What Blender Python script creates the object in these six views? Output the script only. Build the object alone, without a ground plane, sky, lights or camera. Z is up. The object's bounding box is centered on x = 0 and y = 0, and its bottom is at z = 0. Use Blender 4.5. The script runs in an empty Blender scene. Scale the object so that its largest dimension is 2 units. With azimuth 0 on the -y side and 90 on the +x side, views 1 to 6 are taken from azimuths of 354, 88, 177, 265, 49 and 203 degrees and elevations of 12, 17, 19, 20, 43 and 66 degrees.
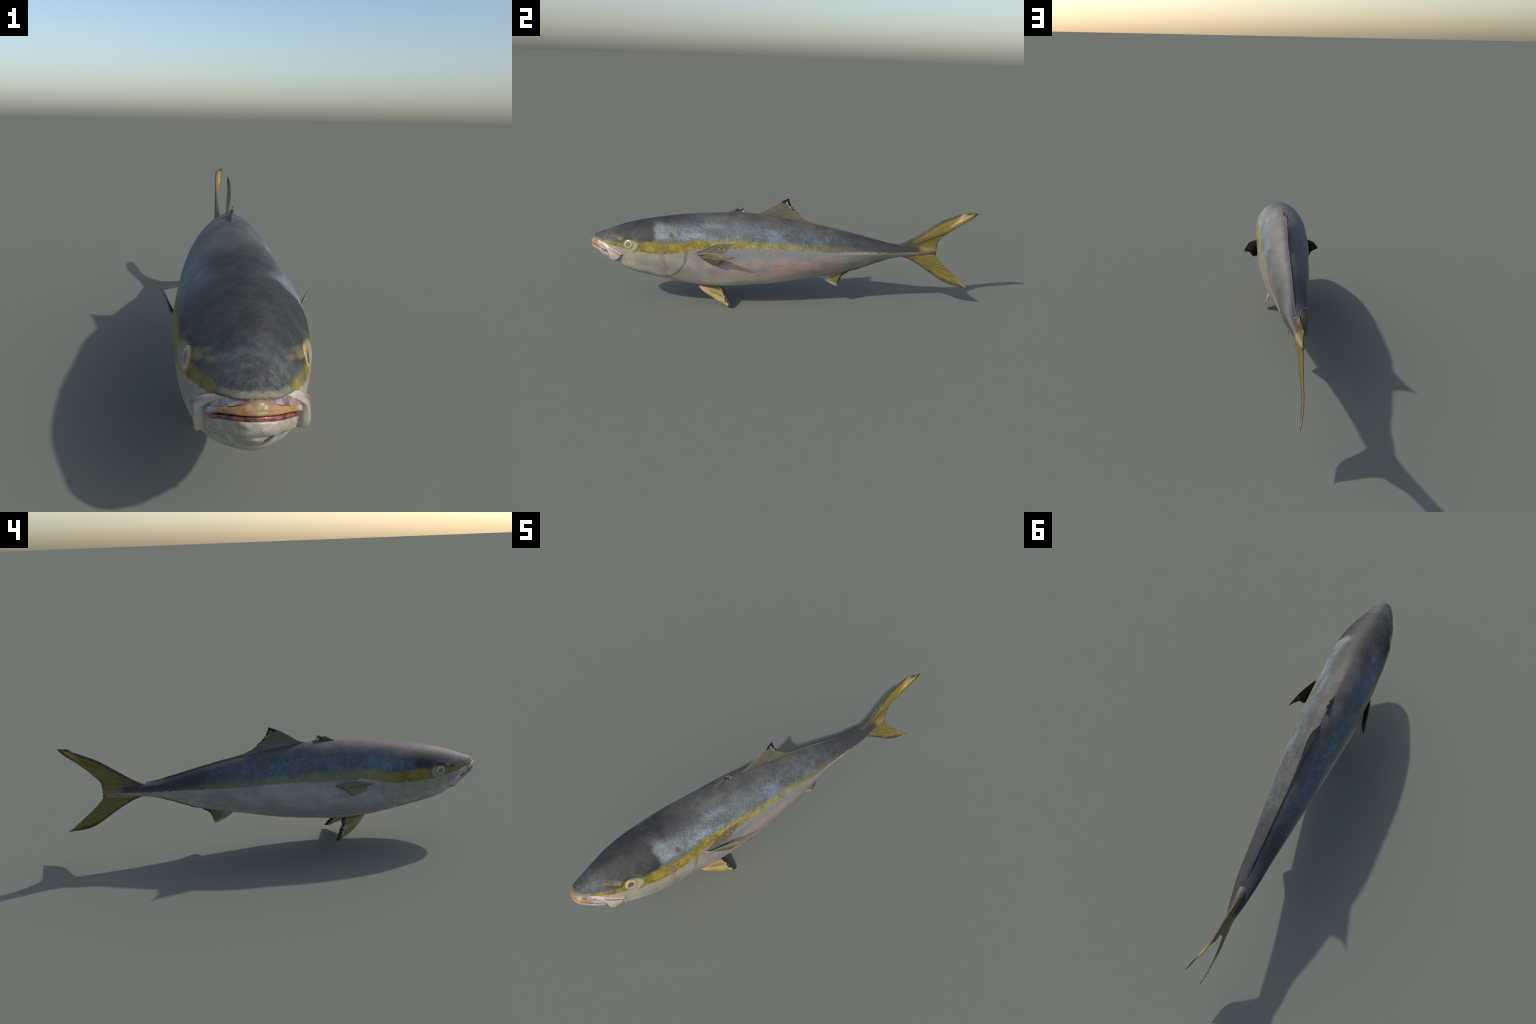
"""A large yellowtail fish: one lofted body split into head, trunk and tail stalk,
with eyes, jaws and ray-built fins as parts of their own."""
import bpy, math
import numpy as np
from mathutils import Vector, noise as mnoise

# ------------------------------------------------------------------ helpers
def spline(xs, ys):
    """natural cubic spline through control points -> vectorised function"""
    xs = np.asarray(xs, float); ys = np.asarray(ys, float); n = len(xs); h = np.diff(xs)
    A = np.zeros((n, n)); b = np.zeros(n); A[0, 0] = A[-1, -1] = 1
    for i in range(1, n - 1):
        A[i, i - 1], A[i, i], A[i, i + 1] = h[i - 1], 2 * (h[i - 1] + h[i]), h[i]
        b[i] = 6 * ((ys[i + 1] - ys[i]) / h[i] - (ys[i] - ys[i - 1]) / h[i - 1])
    m = np.linalg.solve(A, b)
    def f(x):
        x = np.clip(np.asarray(x, float), xs[0], xs[-1])
        i = np.clip(np.searchsorted(xs, x) - 1, 0, n - 2)
        t, u, hh = x - xs[i], xs[i + 1] - x, h[i]
        return (m[i] * u**3 + m[i + 1] * t**3) / (6 * hh) + (ys[i] / hh - m[i] * hh / 6) * u + (ys[i + 1] / hh - m[i + 1] * hh / 6) * t
    return f

def pchip(xs, ys):
    """monotone cubic through control points"""
    xs = np.asarray(xs, float); ys = np.asarray(ys, float); h = np.diff(xs); d = np.diff(ys) / h
    m = np.zeros(len(xs)); m[0], m[-1] = d[0], d[-1]
    for i in range(1, len(xs) - 1):
        if d[i - 1] * d[i] > 0:
            w1, w2 = 2 * h[i] + h[i - 1], h[i] + 2 * h[i - 1]
            m[i] = (w1 + w2) / (w1 / d[i - 1] + w2 / d[i])
    def f(x):
        x = np.clip(np.asarray(x, float), xs[0], xs[-1])
        i = np.clip(np.searchsorted(xs, x) - 1, 0, len(xs) - 2)
        t = (x - xs[i]) / h[i]
        return ((2*t**3 - 3*t**2 + 1) * ys[i] + (t**3 - 2*t**2 + t) * h[i] * m[i]
                + (-2*t**3 + 3*t**2) * ys[i + 1] + (t**3 - t**2) * h[i] * m[i + 1])
    return f

def sstep(x, a, b):
    t = np.clip((np.asarray(x, float) - a) / (b - a), 0, 1)
    return t * t * (3 - 2 * t)

def resample(pts, n, curved=True):
    """n points at even chord spacing along a 3D control polyline"""
    p = np.asarray(pts, float)
    s = np.concatenate([[0], np.cumsum(np.linalg.norm(np.diff(p, axis=0), axis=1))]); s /= s[-1]
    t = np.linspace(0, 1, n) if np.isscalar(n) else np.asarray(n)
    if curved and len(p) > 2:
        return np.stack([pchip(s, p[:, k])(t) for k in range(3)], -1)
    return np.stack([np.interp(t, s, p[:, k]) for k in range(3)], -1)

def mesh_object(name, verts, faces, mats, parent, slots=None, smooth=True):
    me = bpy.data.meshes.new(name)
    me.from_pydata([tuple(map(float, v)) for v in verts], [], [tuple(map(int, f)) for f in faces])
    for m in (mats if isinstance(mats, (list, tuple)) else [mats]):
        me.materials.append(m)
    me.polygons.foreach_set("use_smooth", [smooth] * len(me.polygons))
    if slots is not None:
        me.polygons.foreach_set("material_index", [int(s) for s in slots])
    me.update()
    ob = bpy.data.objects.new(name, me)
    bpy.context.scene.collection.objects.link(ob)
    ob.parent = parent
    return ob

# ------------------------------------------------------------------ node helper
class Nodes:
    def __init__(self, name):
        self.mat = bpy.data.materials.new(name); self.mat.use_nodes = True
        self.t = self.mat.node_tree; self.t.nodes.clear()
        self.out = self.t.nodes.new("ShaderNodeOutputMaterial")
        self.p = self.t.nodes.new("ShaderNodeBsdfPrincipled")
        self.t.links.new(self.p.outputs[0], self.out.inputs[0])
        tc = self.t.nodes.new("ShaderNodeTexCoord"); self.pos = tc.outputs["Object"]
        sp = self.t.nodes.new("ShaderNodeSeparateXYZ"); self.t.links.new(self.pos, sp.inputs[0])
        self.x, self.y, self.z = sp.outputs
    def put(self, sock, v):
        if isinstance(v, bpy.types.NodeSocket): self.t.links.new(v, sock)
        elif isinstance(v, (tuple, list)) and sock.type == "RGBA": sock.default_value = (*v[:3], 1)
        else: sock.default_value = v
    def m(self, op, a, b=0.0, c=0.0, clamp=False):
        n = self.t.nodes.new("ShaderNodeMath"); n.operation = op; n.use_clamp = clamp
        for s, v in zip(n.inputs, (a, b, c)): self.put(s, v)
        return n.outputs[0]
    def add(self, a, b): return self.m("ADD", a, b)
    def sub(self, a, b): return self.m("SUBTRACT", a, b)
    def mul(self, a, b): return self.m("MULTIPLY", a, b)
    def inv(self, a): return self.m("SUBTRACT", 1.0, a)
    def ss(self, x, a, b, lo=0.0, hi=1.0):
        n = self.t.nodes.new("ShaderNodeMapRange"); n.interpolation_type = "SMOOTHSTEP"
        for k, v in ((0, x), (1, a), (2, b), (3, lo), (4, hi)): self.put(n.inputs[k], v)
        return n.outputs[0]
    def band(self, x, a, b, s):
        """1 between a and b with soft sides of width s"""
        return self.mul(self.ss(self.sub(x, a), -s, s), self.ss(self.sub(b, x), -s, s))
    def mix(self, f, a, b, mode="MIX"):
        n = self.t.nodes.new("ShaderNodeMix"); n.data_type = "RGBA"; n.blend_type = mode
        self.put(n.inputs[0], f); self.put(n.inputs[6], a); self.put(n.inputs[7], b)
        return n.outputs[2]
    def noise(self, scale, detail=3.0, rough=0.55, vec=None, stretch=None, dist=0.0):
        n = self.t.nodes.new("ShaderNodeTexNoise")
        v = self.pos if vec is None else vec
        if stretch:
            mp = self.t.nodes.new("ShaderNodeMapping"); mp.inputs["Scale"].default_value = stretch
            self.t.links.new(v, mp.inputs[0]); v = mp.outputs[0]
        self.t.links.new(v, n.inputs["Vector"])
        n.inputs["Scale"].default_value, n.inputs["Detail"].default_value, n.inputs["Roughness"].default_value = scale, detail, rough
        n.inputs["Distortion"].default_value = dist
        return n.outputs["Fac"]
    def voronoi(self, scale, stretch=None, feature="F1"):
        n = self.t.nodes.new("ShaderNodeTexVoronoi"); n.feature = feature
        v = self.pos
        if stretch:
            mp = self.t.nodes.new("ShaderNodeMapping"); mp.inputs["Scale"].default_value = stretch
            self.t.links.new(v, mp.inputs[0]); v = mp.outputs[0]
        self.t.links.new(v, n.inputs["Vector"]); n.inputs["Scale"].default_value = scale
        return n.outputs["Distance"]
    def curve(self, x, pts, x0=-1.0, x1=1.0):
        """piecewise smooth function of x in x0..x1, values within 0..1"""
        n = self.t.nodes.new("ShaderNodeFloatCurve"); c = n.mapping.curves[0]
        q = [((a - x0) / (x1 - x0), b) for a, b in pts]
        c.points[0].location, c.points[1].location = q[0], q[-1]
        for a in q[1:-1]: c.points.new(*a)
        for p in c.points: p.handle_type = "AUTO_CLAMPED"
        n.mapping.update()
        self.put(n.inputs["Value"], self.m("DIVIDE", self.sub(x, x0), x1 - x0, clamp=True))
        return n.outputs[0]
    def ellipse(self, cy, cz, ry, rz, tilt=0.0):
        """normalised distance from an ellipse centre in the side plane"""
        dy, dz = self.sub(self.y, cy), self.sub(self.z, cz); c, s = math.cos(tilt), math.sin(tilt)
        a = self.m("DIVIDE", self.add(self.mul(dy, c), self.mul(dz, s)), ry)
        b = self.m("DIVIDE", self.sub(self.mul(dz, c), self.mul(dy, s)), rz)
        return self.m("SQRT", self.add(self.mul(a, a), self.mul(b, b)))
    def line(self, p, q):
        """signed distance in the side plane from line p->q (left positive)"""
        ty, tz = q[0] - p[0], q[1] - p[1]; L = math.hypot(ty, tz); ny, nz = -tz / L, ty / L
        return self.add(self.mul(self.sub(self.y, p[0]), ny), self.mul(self.sub(self.z, p[1]), nz))
    def fan(self, oy, oz):
        dy, dz = self.sub(self.y, oy), self.sub(self.z, oz)
        return self.m("ARCTAN2", dz, dy), self.m("SQRT", self.add(self.mul(dy, dy), self.mul(dz, dz)))
    def vec(self, x, y, z):
        n = self.t.nodes.new("ShaderNodeCombineXYZ")
        for s, v in zip(n.inputs, (x, y, z)): self.put(s, v)
        return n.outputs[0]
    def finish(self, col, rough=0.5, spec=0.5, bump=None, bump_d=0.001, coat=0.0, sss=0.0):
        self.put(self.p.inputs["Base Color"], col); self.put(self.p.inputs["Roughness"], rough)
        self.p.inputs["Specular IOR Level"].default_value = spec
        self.p.inputs["Coat Weight"].default_value = coat; self.p.inputs["Coat Roughness"].default_value = 0.15
        if bump is not None:
            b = self.t.nodes.new("ShaderNodeBump"); b.inputs["Strength"].default_value = 0.6; b.inputs["Distance"].default_value = bump_d
            self.t.links.new(bump, b.inputs["Height"]); self.t.links.new(b.outputs[0], self.p.inputs["Normal"])
        return self.mat

# ------------------------------------------------------------------ body profile
#   y      spine x   top     widest z bottom  half width  roundness above / below
STATIONS = [
 (-0.870, -0.0120, 0.4050, 0.3170, 0.2150, 0.0870, 1.75, 2.20),
 (-0.800, -0.0120, 0.4285, 0.3180, 0.1840, 0.1050, 1.85, 2.40),
 (-0.720, -0.0105, 0.4470, 0.3195, 0.1635, 0.1215, 1.92, 2.40),
 (-0.620, -0.0095, 0.4645, 0.3215, 0.1390, 0.1295, 1.92, 2.28),
 (-0.500, -0.0110, 0.4800, 0.3235, 0.1135, 0.1320, 1.80, 2.15),
 (-0.350, -0.0118, 0.4905, 0.3240, 0.1000, 0.1305, 1.65, 2.30),
 (-0.200, -0.0110, 0.4940, 0.3240, 0.1090, 0.1225, 1.72, 2.50),
 (-0.050, -0.0095, 0.4780, 0.3180, 0.1210, 0.1095, 1.70, 2.25),
 ( 0.100, -0.0105, 0.4490, 0.3100, 0.1435, 0.0965, 1.74, 1.85),
 ( 0.250, -0.0105, 0.4190, 0.3050, 0.1700, 0.0805, 1.72, 1.48),
 ( 0.380, -0.0113, 0.3880, 0.3035, 0.2040, 0.0655, 1.70, 1.28),
 ( 0.480, -0.0108, 0.3630, 0.3070, 0.2430, 0.0555, 1.75, 1.25),
 ( 0.550, -0.0119, 0.3490, 0.3100, 0.2640, 0.0490, 2.25, 1.40),
 ( 0.600, -0.0132, 0.3420, 0.3110, 0.2745, 0.0420, 2.80, 1.65),
 ( 0.650, -0.0150, 0.3360, 0.3110, 0.2820, 0.0335, 2.80, 1.85),
 ( 0.700, -0.0155, 0.3310, 0.3120, 0.2890, 0.0245, 2.50, 2.00),
 ( 0.750, -0.0165, 0.3270, 0.3125, 0.2960, 0.0165, 2.20, 2.00),
 ( 0.785, -0.0175, 0.3245, 0.3120, 0.2995, 0.0110, 2.00, 2.00),
 ( 0.806, -0.0180, 0.3200, 0.3115, 0.3030, 0.0030, 2.00, 2.00)]
SNOUT = [  # blunt front of the head
 (-0.9920, -0.0115, 0.3160, 0.3080, 0.2990, 0.0070, 2.00, 2.00),
 (-0.9895, -0.0115, 0.3320, 0.3110, 0.2880, 0.0220, 2.00, 2.00),
 (-0.9830, -0.0115, 0.3500, 0.3150, 0.2810, 0.0370, 1.95, 2.00),
 (-0.9740, -0.0115, 0.3660, 0.3180, 0.2735, 0.0465, 1.85, 2.00),
 (-0.9520, -0.0115, 0.3760, 0.3190, 0.2610, 0.0570, 1.75, 2.00),
 (-0.9150, -0.0115, 0.3890, 0.3185, 0.2370, 0.0700, 1.70, 2.05)]
_T = np.array(SNOUT + STATIONS)
PROFILE = [spline(STATIONS and np.array(STATIONS)[:, 0], np.array(STATIONS)[:, k]) for k in range(1, 8)]
PROFILE_FRONT = [pchip(_T[:9, 0], _T[:9, k]) for k in range(1, 8)]

def section(y):
    y = np.asarray(y, float)
    w = sstep(y, -0.87, -0.80)
    return [f(np.minimum(y, -0.72)) * (1 - w) + g(y) * w for f, g in zip(PROFILE_FRONT, PROFILE)]

def flank_x(y, z, side):
    """x of the body's skin at height z"""
    xc, top, zc, bot, w, nt, nb = section(y)
    up = z > zc
    h, n = (top - zc, nt) if up else (zc - bot, nb)
    q = min(abs(z - zc) / h, 0.999)
    return float(xc + side * w * (1 - q**n) ** (1 / n))

GILL_Z = [0.165, 0.171, 0.180, 0.200, 0.2345, 0.2690, 0.3030, 0.3360, 0.3745, 0.4015, 0.436]
GILL_Y = [-0.660, -0.615, -0.582, -0.549, -0.521, -0.502, -0.498, -0.496, -0.509, -0.530, -0.577]
gill = pchip(GILL_Z, GILL_Y)
EYE_Y, EYE_Z = -0.7915, 0.3405

def relief(y, z, side):
    """small forms of the skin, metres along the normal"""
    d = np.zeros_like(y)
    a = gill(z) - y                                     # gill cover: low plate with a free rear edge
    on = sstep(z, 0.155, 0.185) * (1 - sstep(z, 0.40, 0.43))
    d += on * (0.0026 * sstep(a, -0.004, 0.004) * np.exp(-np.maximum(a, 0) / 0.07) - 0.0007 * np.exp(-((a + 0.006) / 0.005) ** 2))
    p = -0.628 + 0.35 * (0.30 - z) - y                  # cheek plate in front of it
    on2 = sstep(z, 0.19, 0.23) * (1 - sstep(z, 0.34, 0.37))
    d += on2 * (0.0012 * sstep(p, -0.006, 0.006) * np.exp(-np.maximum(p, 0) / 0.04) - 0.0006 * np.exp(-((p + 0.004) / 0.006) ** 2))
    e = np.sqrt(((y - EYE_Y - 0.006) / 0.043) ** 2 + ((z - EYE_Z) / 0.033) ** 2)
    d += -0.0035 * (1 - sstep(e, 0.55, 1.0)) + 0.0015 * np.exp(-((e - 1.05) / 0.18) ** 2)
    b = np.exp(-((y + 0.945) / 0.018) ** 2) * np.exp(-((z - 0.372) / 0.02) ** 2)
    d += -0.0018 * b                                    # dip behind the snout tip
    return d

# ------------------------------------------------------------------ materials
def skin_material():
    n = Nodes("fish_skin"); x, y, z = n.x, n.y, n.z
    wob = n.sub(n.noise(9, 4, 0.6), 0.5); fine = n.sub(n.noise(70, 3, 0.6), 0.5)
    grain = n.noise(260, 2, 0.8); grain2 = n.noise(130, 3, 0.7); mott = n.noise(24, 5, 0.7); big = n.noise(5.5, 3, 0.5)
    patch = n.noise(13, 4, 0.65, stretch=(1, 0.6, 1))
    teeth = n.sub(n.noise(60, 3, 0.65, stretch=(1, 1, 0.18)), 0.5)
    zj = n.add(z, n.add(n.mul(wob, 0.014), n.mul(fine, 0.012)))
    right = n.ss(x, -0.025, 0.005); left = n.inv(right)
    top = n.curve(y, [(-1, .352), (-.93, .350), (-.86, .348), (-.80, .352), (-.73, .360), (-.65, .364), (-.57, .360), (-.50, .370), (-.45, .381), (-.30, .381), (-.11, .373), (0, .363), (.11, .356), (.22, .349), (.34, .335), (.46, .321), (.58, .315), (.68, .314), (1, .314)])
    bot = n.curve(y, [(-1, .332), (-.92, .330), (-.86, .325), (-.80, .315), (-.73, .308), (-.65, .301), (-.57, .304), (-.50, .316), (-.44, .331), (-.32, .335), (-.11, .330), (0, .328), (.11, .322), (.22, .315), (.34, .3135), (.46, .3115), (.58, .307), (.68, .305), (1, .305)])
    # --- belly: silver, whiter on the left, flushed pink on the right
    silver = n.mix(n.ss(patch, 0.35, 0.65), (0.255, 0.235, 0.215), (0.35, 0.33, 0.30))
    silver = n.mix(left, silver, n.mix(n.ss(patch, 0.38, 0.62), (0.285, 0.28, 0.265), (0.395, 0.385, 0.36)))
    head_low = n.mix(n.ss(patch, 0.36, 0.64), (0.285, 0.255, 0.21), (0.33, 0.31, 0.255))
    low = n.mix(n.ss(n.add(y, n.mul(wob, 0.15)), -0.44, -0.58), silver, head_low)
    white = n.mix(n.ss(patch, 0.35, 0.65), (0.43, 0.42, 0.345), (0.52, 0.51, 0.43))
    low = n.mix(n.ss(n.add(z, n.mul(wob, 0.04)), 0.205, 0.125), low, white)
    low = n.mix(n.mul(n.ss(n.add(n.add(z, n.mul(y, 0.26)), n.mul(wob, 0.04)), 0.075, 0.02), n.ss(y, -0.50, -0.62)), low, n.mix(n.ss(patch, 0.35, 0.65), (0.38, 0.37, 0.31), (0.47, 0.46, 0.40)))
    pink = n.mul(n.mul(n.ss(y, -0.50, -0.25), n.ss(y, 0.44, 0.18)), n.mul(n.band(zj, 0.165, 0.275, 0.03), n.ss(patch, 0.34, 0.58)))
    low = n.mix(n.mul(pink, n.add(0.30, n.mul(right, 0.42))), low, (0.405, 0.265, 0.212))
    low = n.mix(n.mul(n.mul(n.ss(n.add(z, n.mul(wob, 0.03)), 0.262, 0.315), n.ss(y, -0.70, -0.40)), n.add(0.25, n.mul(right, 0.65))), low, (0.235, 0.225, 0.23))
    low = n.mix(n.mul(n.mul(n.band(n.add(z, n.mul(wob, 0.05)), 0.140, 0.188, 0.018), left), n.mul(n.ss(y, -0.62, -0.45), n.mul(n.ss(y, 0.2, -0.05), 0.7))), low, (0.25, 0.265, 0.265))
    low = n.mix(n.mul(n.mul(n.ss(y, -0.52, -0.60), n.ss(mott, 0.42, 0.65)), 0.55), low, (0.235, 0.20, 0.18))
    streak = n.noise(30, 3, 0.5, stretch=(1, 0.13, 1))
    low = n.mix(n.mul(n.ss(streak, 0.56, 0.70), n.mul(n.band(z, 0.14, 0.27, 0.02), 0.5)), low, (0.20, 0.15, 0.14))
    low = n.mix(n.mul(n.ss(patch, 0.55, 0.75), n.mul(n.ss(y, -0.3, -0.5), 0.4)), low, (0.37, 0.30, 0.25))
    # --- back
    mid = n.mix(n.ss(mott, 0.36, 0.66), (0.056, 0.070, 0.074), (0.128, 0.158, 0.168))
    mid = n.mix(n.mul(n.ss(big, 0.46, 0.62), 0.45), mid, (0.096, 0.097, 0.102))
    shoulder = n.mul(n.mul(n.ss(y, -0.672, -0.640), n.ss(y, -0.10, -0.46)), n.mul(n.ss(zj, 0.352, 0.385), n.ss(n.add(zj, n.mul(wob, 0.03)), 0.482, 0.415)))
    mid = n.mix(n.mul(n.mul(shoulder, n.ss(patch, 0.25, 0.62)), n.add(0.45, n.mul(right, 0.5))), mid, (0.205, 0.258, 0.288))
    for cy, cz, ry, rz, tl, c, a in ((-0.06, 0.395, 0.075, 0.030, -0.5, (0.150, 0.190, 0.225), 0.8), (0.055, 0.385, 0.045, 0.055, -0.3, (0.092, 0.089, 0.098), 0.55), (0.150, 0.375, 0.055, 0.030, -0.3, (0.092, 0.120, 0.126), 0.55),
            (-0.36, 0.415, 0.085, 0.022, -0.15, (0.083, 0.088, 0.080), 0.75), (-0.22, 0.425, 0.10, 0.030, -0.1, (0.115, 0.140, 0.148), 0.7), (0.26, 0.355, 0.06, 0.022, -0.25, (0.075, 0.088, 0.105), 0.7)):
        mid = n.mix(n.mul(n.ss(n.add(n.ellipse(cy, cz, ry, rz, tl), n.mul(n.sub(patch, 0.5), 1.6)), 1.35, 0.55), a), mid, c)
    mid = n.mix(n.mul(left, 0.60), mid, n.mix(n.ss(mott, 0.36, 0.66), (0.058, 0.080, 0.108), (0.092, 0.128, 0.168)))
    crest = n.curve(y, [(-1, .40), (-.7, .445), (-.5, .456), (-.2, .460), (.1, .426), (.3, .390), (.6, .33), (1, .32)])
    dorsal = n.mix(n.ss(patch, 0.35, 0.65), (0.054, 0.052, 0.048), (0.098, 0.093, 0.084))
    up = n.mix(n.ss(n.add(n.sub(zj, crest), n.mul(wob, 0.03)), -0.040, 0.025), mid, dorsal)
    up = n.mix(n.mul(n.ss(n.add(y, n.mul(wob, 0.3)), 0.12, 0.46), 0.92), up, (0.036, 0.036, 0.039))
    # dark cap of the head, its rear edge sharp on the right cheek
    jag = n.add(n.add(y, n.mul(fine, 0.03)), n.mul(n.sub(mott, 0.5), 0.06))
    cap = n.mul(n.add(n.mul(n.ss(jag, -0.646, -0.676), right), n.mul(n.ss(jag, -0.54, -0.72), left)), n.ss(n.add(y, n.mul(wob, 0.1)), -0.95, -0.84))
    behind = n.mul(n.ss(n.add(z, n.mul(wob, 0.03)), 0.420, 0.458), n.ss(n.add(y, n.mul(wob, 0.2)), -0.40, -0.62))
    cap = n.m("MAXIMUM", cap, behind)
    up = n.mix(n.mul(cap, 0.93), up, n.mix(n.ss(mott, 0.35, 0.7), (0.020, 0.020, 0.0195), (0.035, 0.034, 0.033)))
    cheek = n.mul(n.mul(n.band(y, -0.665, -0.53, 0.012), n.band(zj, 0.352, 0.43, 0.012)), right)
    up = n.mix(n.mul(cheek, n.mul(n.ss(mott, 0.38, 0.62), 0.75)), up, (0.115, 0.125, 0.105))
    snout = n.mix(n.ss(n.noise(48, 4, 0.7), 0.34, 0.68), (0.034, 0.036, 0.035), (0.088, 0.092, 0.088))
    up = n.mix(n.ss(n.add(y, n.mul(wob, 0.06)), -0.85, -0.94), up, snout)
    up = n.mix(n.ss(n.add(n.m("ABSOLUTE", n.sub(x, -0.012)), n.mul(n.m("ABSOLUTE", n.sub(y, -0.948)), 0.8)), 0.014, 0.004), up, (0.05, 0.047, 0.045))
    brim = n.curve(y, [(-0.992, 0.3515), (-0.98, 0.350), (-0.955, 0.345), (-0.92, 0.336), (-0.885, 0.315), (-0.83, 0.286)], -0.992, -0.83)
    tip = n.mul(n.ss(n.add(n.sub(z, brim), n.mul(fine, 0.016)), 0.013, 0.007), n.ss(y, -0.925, -0.95))
    up = n.mix(n.mul(n.mul(tip, 0.85), n.add(0.55, n.mul(mott, 0.6))), up, (0.19, 0.175, 0.120))
    # --- yellow stripe between them
    ycol = n.mix(n.ss(mott, 0.34, 0.64), (0.155, 0.118, 0.019), (0.310, 0.245, 0.040))
    ycol = n.mix(n.ss(n.noise(34, 3, 0.6), 0.58, 0.72), ycol, (0.36, 0.245, 0.035))
    ycol = n.mix(n.mul(n.ss(n.noise(20, 4, 0.7), 0.54, 0.68), 0.55), ycol, (0.12, 0.105, 0.035))
    ycol = n.mix(n.mul(left, 0.55), ycol, (0.185, 0.130, 0.028))
    ycol = n.mix(n.ss(y, -0.50, 0.02), ycol, n.mix(n.ss(mott, 0.35, 0.65), (0.185, 0.170, 0.065), (0.290, 0.265, 0.105)))
    ycol = n.mix(n.ss(y, 0.02, 0.45), ycol, (0.150, 0.118, 0.040))
    ycol = n.mix(n.mul(left, n.mul(n.ss(y, -0.62, -0.45), 0.65)), ycol, (0.215, 0.225, 0.105))
    zb = n.add(z, n.add(n.mul(teeth, 0.020), n.mul(wob, 0.012)))
    ymask = n.ss(n.sub(zb, bot), -0.002, 0.003)
    soft = n.add(0.009, n.mul(n.ss(y, -0.62, -0.2), 0.012))
    edge = n.ss(n.m("DIVIDE", n.sub(n.add(zj, n.mul(n.sub(grain2, 0.5), 0.022)), n.sub(top, n.mul(soft, 0.3))), soft), 1.0, -1.0)
    front = n.ss(y, -0.955, -0.915)
    gap = n.mul(n.band(y, -0.90, -0.80, 0.02), n.ss(n.add(mott, n.mul(fine, 0.4)), 0.42, 0.6))
    brk = n.mul(n.band(n.add(y, n.add(n.mul(wob, 0.05), n.mul(n.sub(z, 0.33), 0.3))), -0.628, -0.606, 0.008), n.ss(mott, 0.36, 0.56))
    thin = n.mul(n.ss(y, -0.1, 0.35), n.mul(n.ss(grain2, 0.42, 0.62), 0.65))
    weak = n.mul(left, n.mul(n.ss(y, -0.5, -0.2), n.mul(n.ss(grain2, 0.40, 0.66), 0.55)))
    keep = n.mul(n.mul(n.mul(n.sub(1.0, n.mul(gap, 0.7)), n.sub(1.0, n.mul(brk, 0.7))), n.sub(1.0, thin)), n.sub(1.0, weak))
    col = n.mix(n.mul(n.mul(edge, front), keep), up, ycol)
    col = n.mix(ymask, low, col)
    pale = n.band(n.sub(bot, zb), 0.0, 0.010, 0.006)
    col = n.mix(n.mul(n.mul(pale, n.ss(y, 0.2, 0.5)), 0.55), col, (0.33, 0.30, 0.27))
    # yellow-brown blotches on the snout
    flank = n.ss(n.m("ABSOLUTE", n.sub(x, -0.013)), 0.030, 0.048)
    for cy, cz, ry, rz, tl, c in ((-0.838, 0.361, 0.020, 0.006, -0.25, (0.24, 0.20, 0.05)), (-0.872, 0.370, 0.012, 0.0045, -0.2, (0.20, 0.13, 0.05)), (-0.836, 0.370, 0.026, 0.006, -0.30, (0.15, 0.14, 0.09))):
        col = n.mix(n.mul(n.mul(n.ss(n.add(n.ellipse(cy, cz, ry, rz, tl), n.mul(fine, 1.5)), 1.5, 0.3), 0.5), flank), col, c)
    # orbit: grey-green ring around the eye
    e = n.add(n.ellipse(EYE_Y + 0.010, EYE_Z - 0.001, 0.044, 0.033), n.mul(wob, 0.3))
    ring = n.mix(n.ss(y, EYE_Y - 0.02, EYE_Y + 0.03), (0.19, 0.165, 0.095), (0.235, 0.225, 0.165))
    ring = n.mix(n.ss(z, EYE_Z + 0.012, EYE_Z + 0.03), ring, (0.05, 0.054, 0.045))
    col = n.mix(n.mul(n.ss(e, 1.05, 0.75), 0.92), col, ring)
    green = n.mul(n.band(e, 0.95, 1.20, 0.16), n.ss(y, EYE_Y + 0.014, EYE_Y + 0.036))
    col = n.mix(n.mul(green, 0.7), col, (0.075, 0.11, 0.045))
    # gill cover: faint pale free edge, orange where it crosses the stripe, broken red cheek seam
    gy = n.curve(z, [(a, -b) for a, b in zip(GILL_Z, GILL_Y)], 0.165, 0.436)
    gd = n.add(n.add(y, gy), n.mul(wob, 0.006)); broken = n.ss(mott, 0.30, 0.60)
    gon = n.mul(n.ss(z, 0.17, 0.19), n.ss(z, 0.415, 0.385))
    gup = n.mul(n.ss(z, 0.235, 0.27), gon)
    col = n.mix(n.mul(n.mul(n.band(gd, -0.0035, 0.0035, 0.0025), gup), n.mul(n.add(0.30, n.mul(broken, 0.4)), n.add(0.5, n.mul(right, 0.5)))), col, (0.33, 0.31, 0.20))
    col = n.mix(n.mul(n.mul(n.band(gd, -0.013, -0.003, 0.004), gon), n.mul(n.band(z, 0.262, 0.345, 0.015), 0.7)), col, (0.27, 0.15, 0.035))
    col = n.mix(n.mul(n.mul(n.band(gd, 0.002, 0.006, 0.003), gon), n.mul(broken, 0.45)), col, (0.15, 0.135, 0.12))
    seam = n.add(n.add(n.sub(n.sub(y, -0.618), n.mul(n.sub(0.30, z), 0.30)), n.mul(wob, 0.05)), n.mul(fine, 0.012))
    col = n.mix(n.mul(n.mul(n.mul(n.band(seam, -0.008, 0.008, 0.007), n.band(z, 0.215, 0.345, 0.02)), n.ss(patch, 0.30, 0.55)), n.add(0.30, n.mul(right, 0.25))), col, (0.255, 0.135, 0.135))
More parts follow.
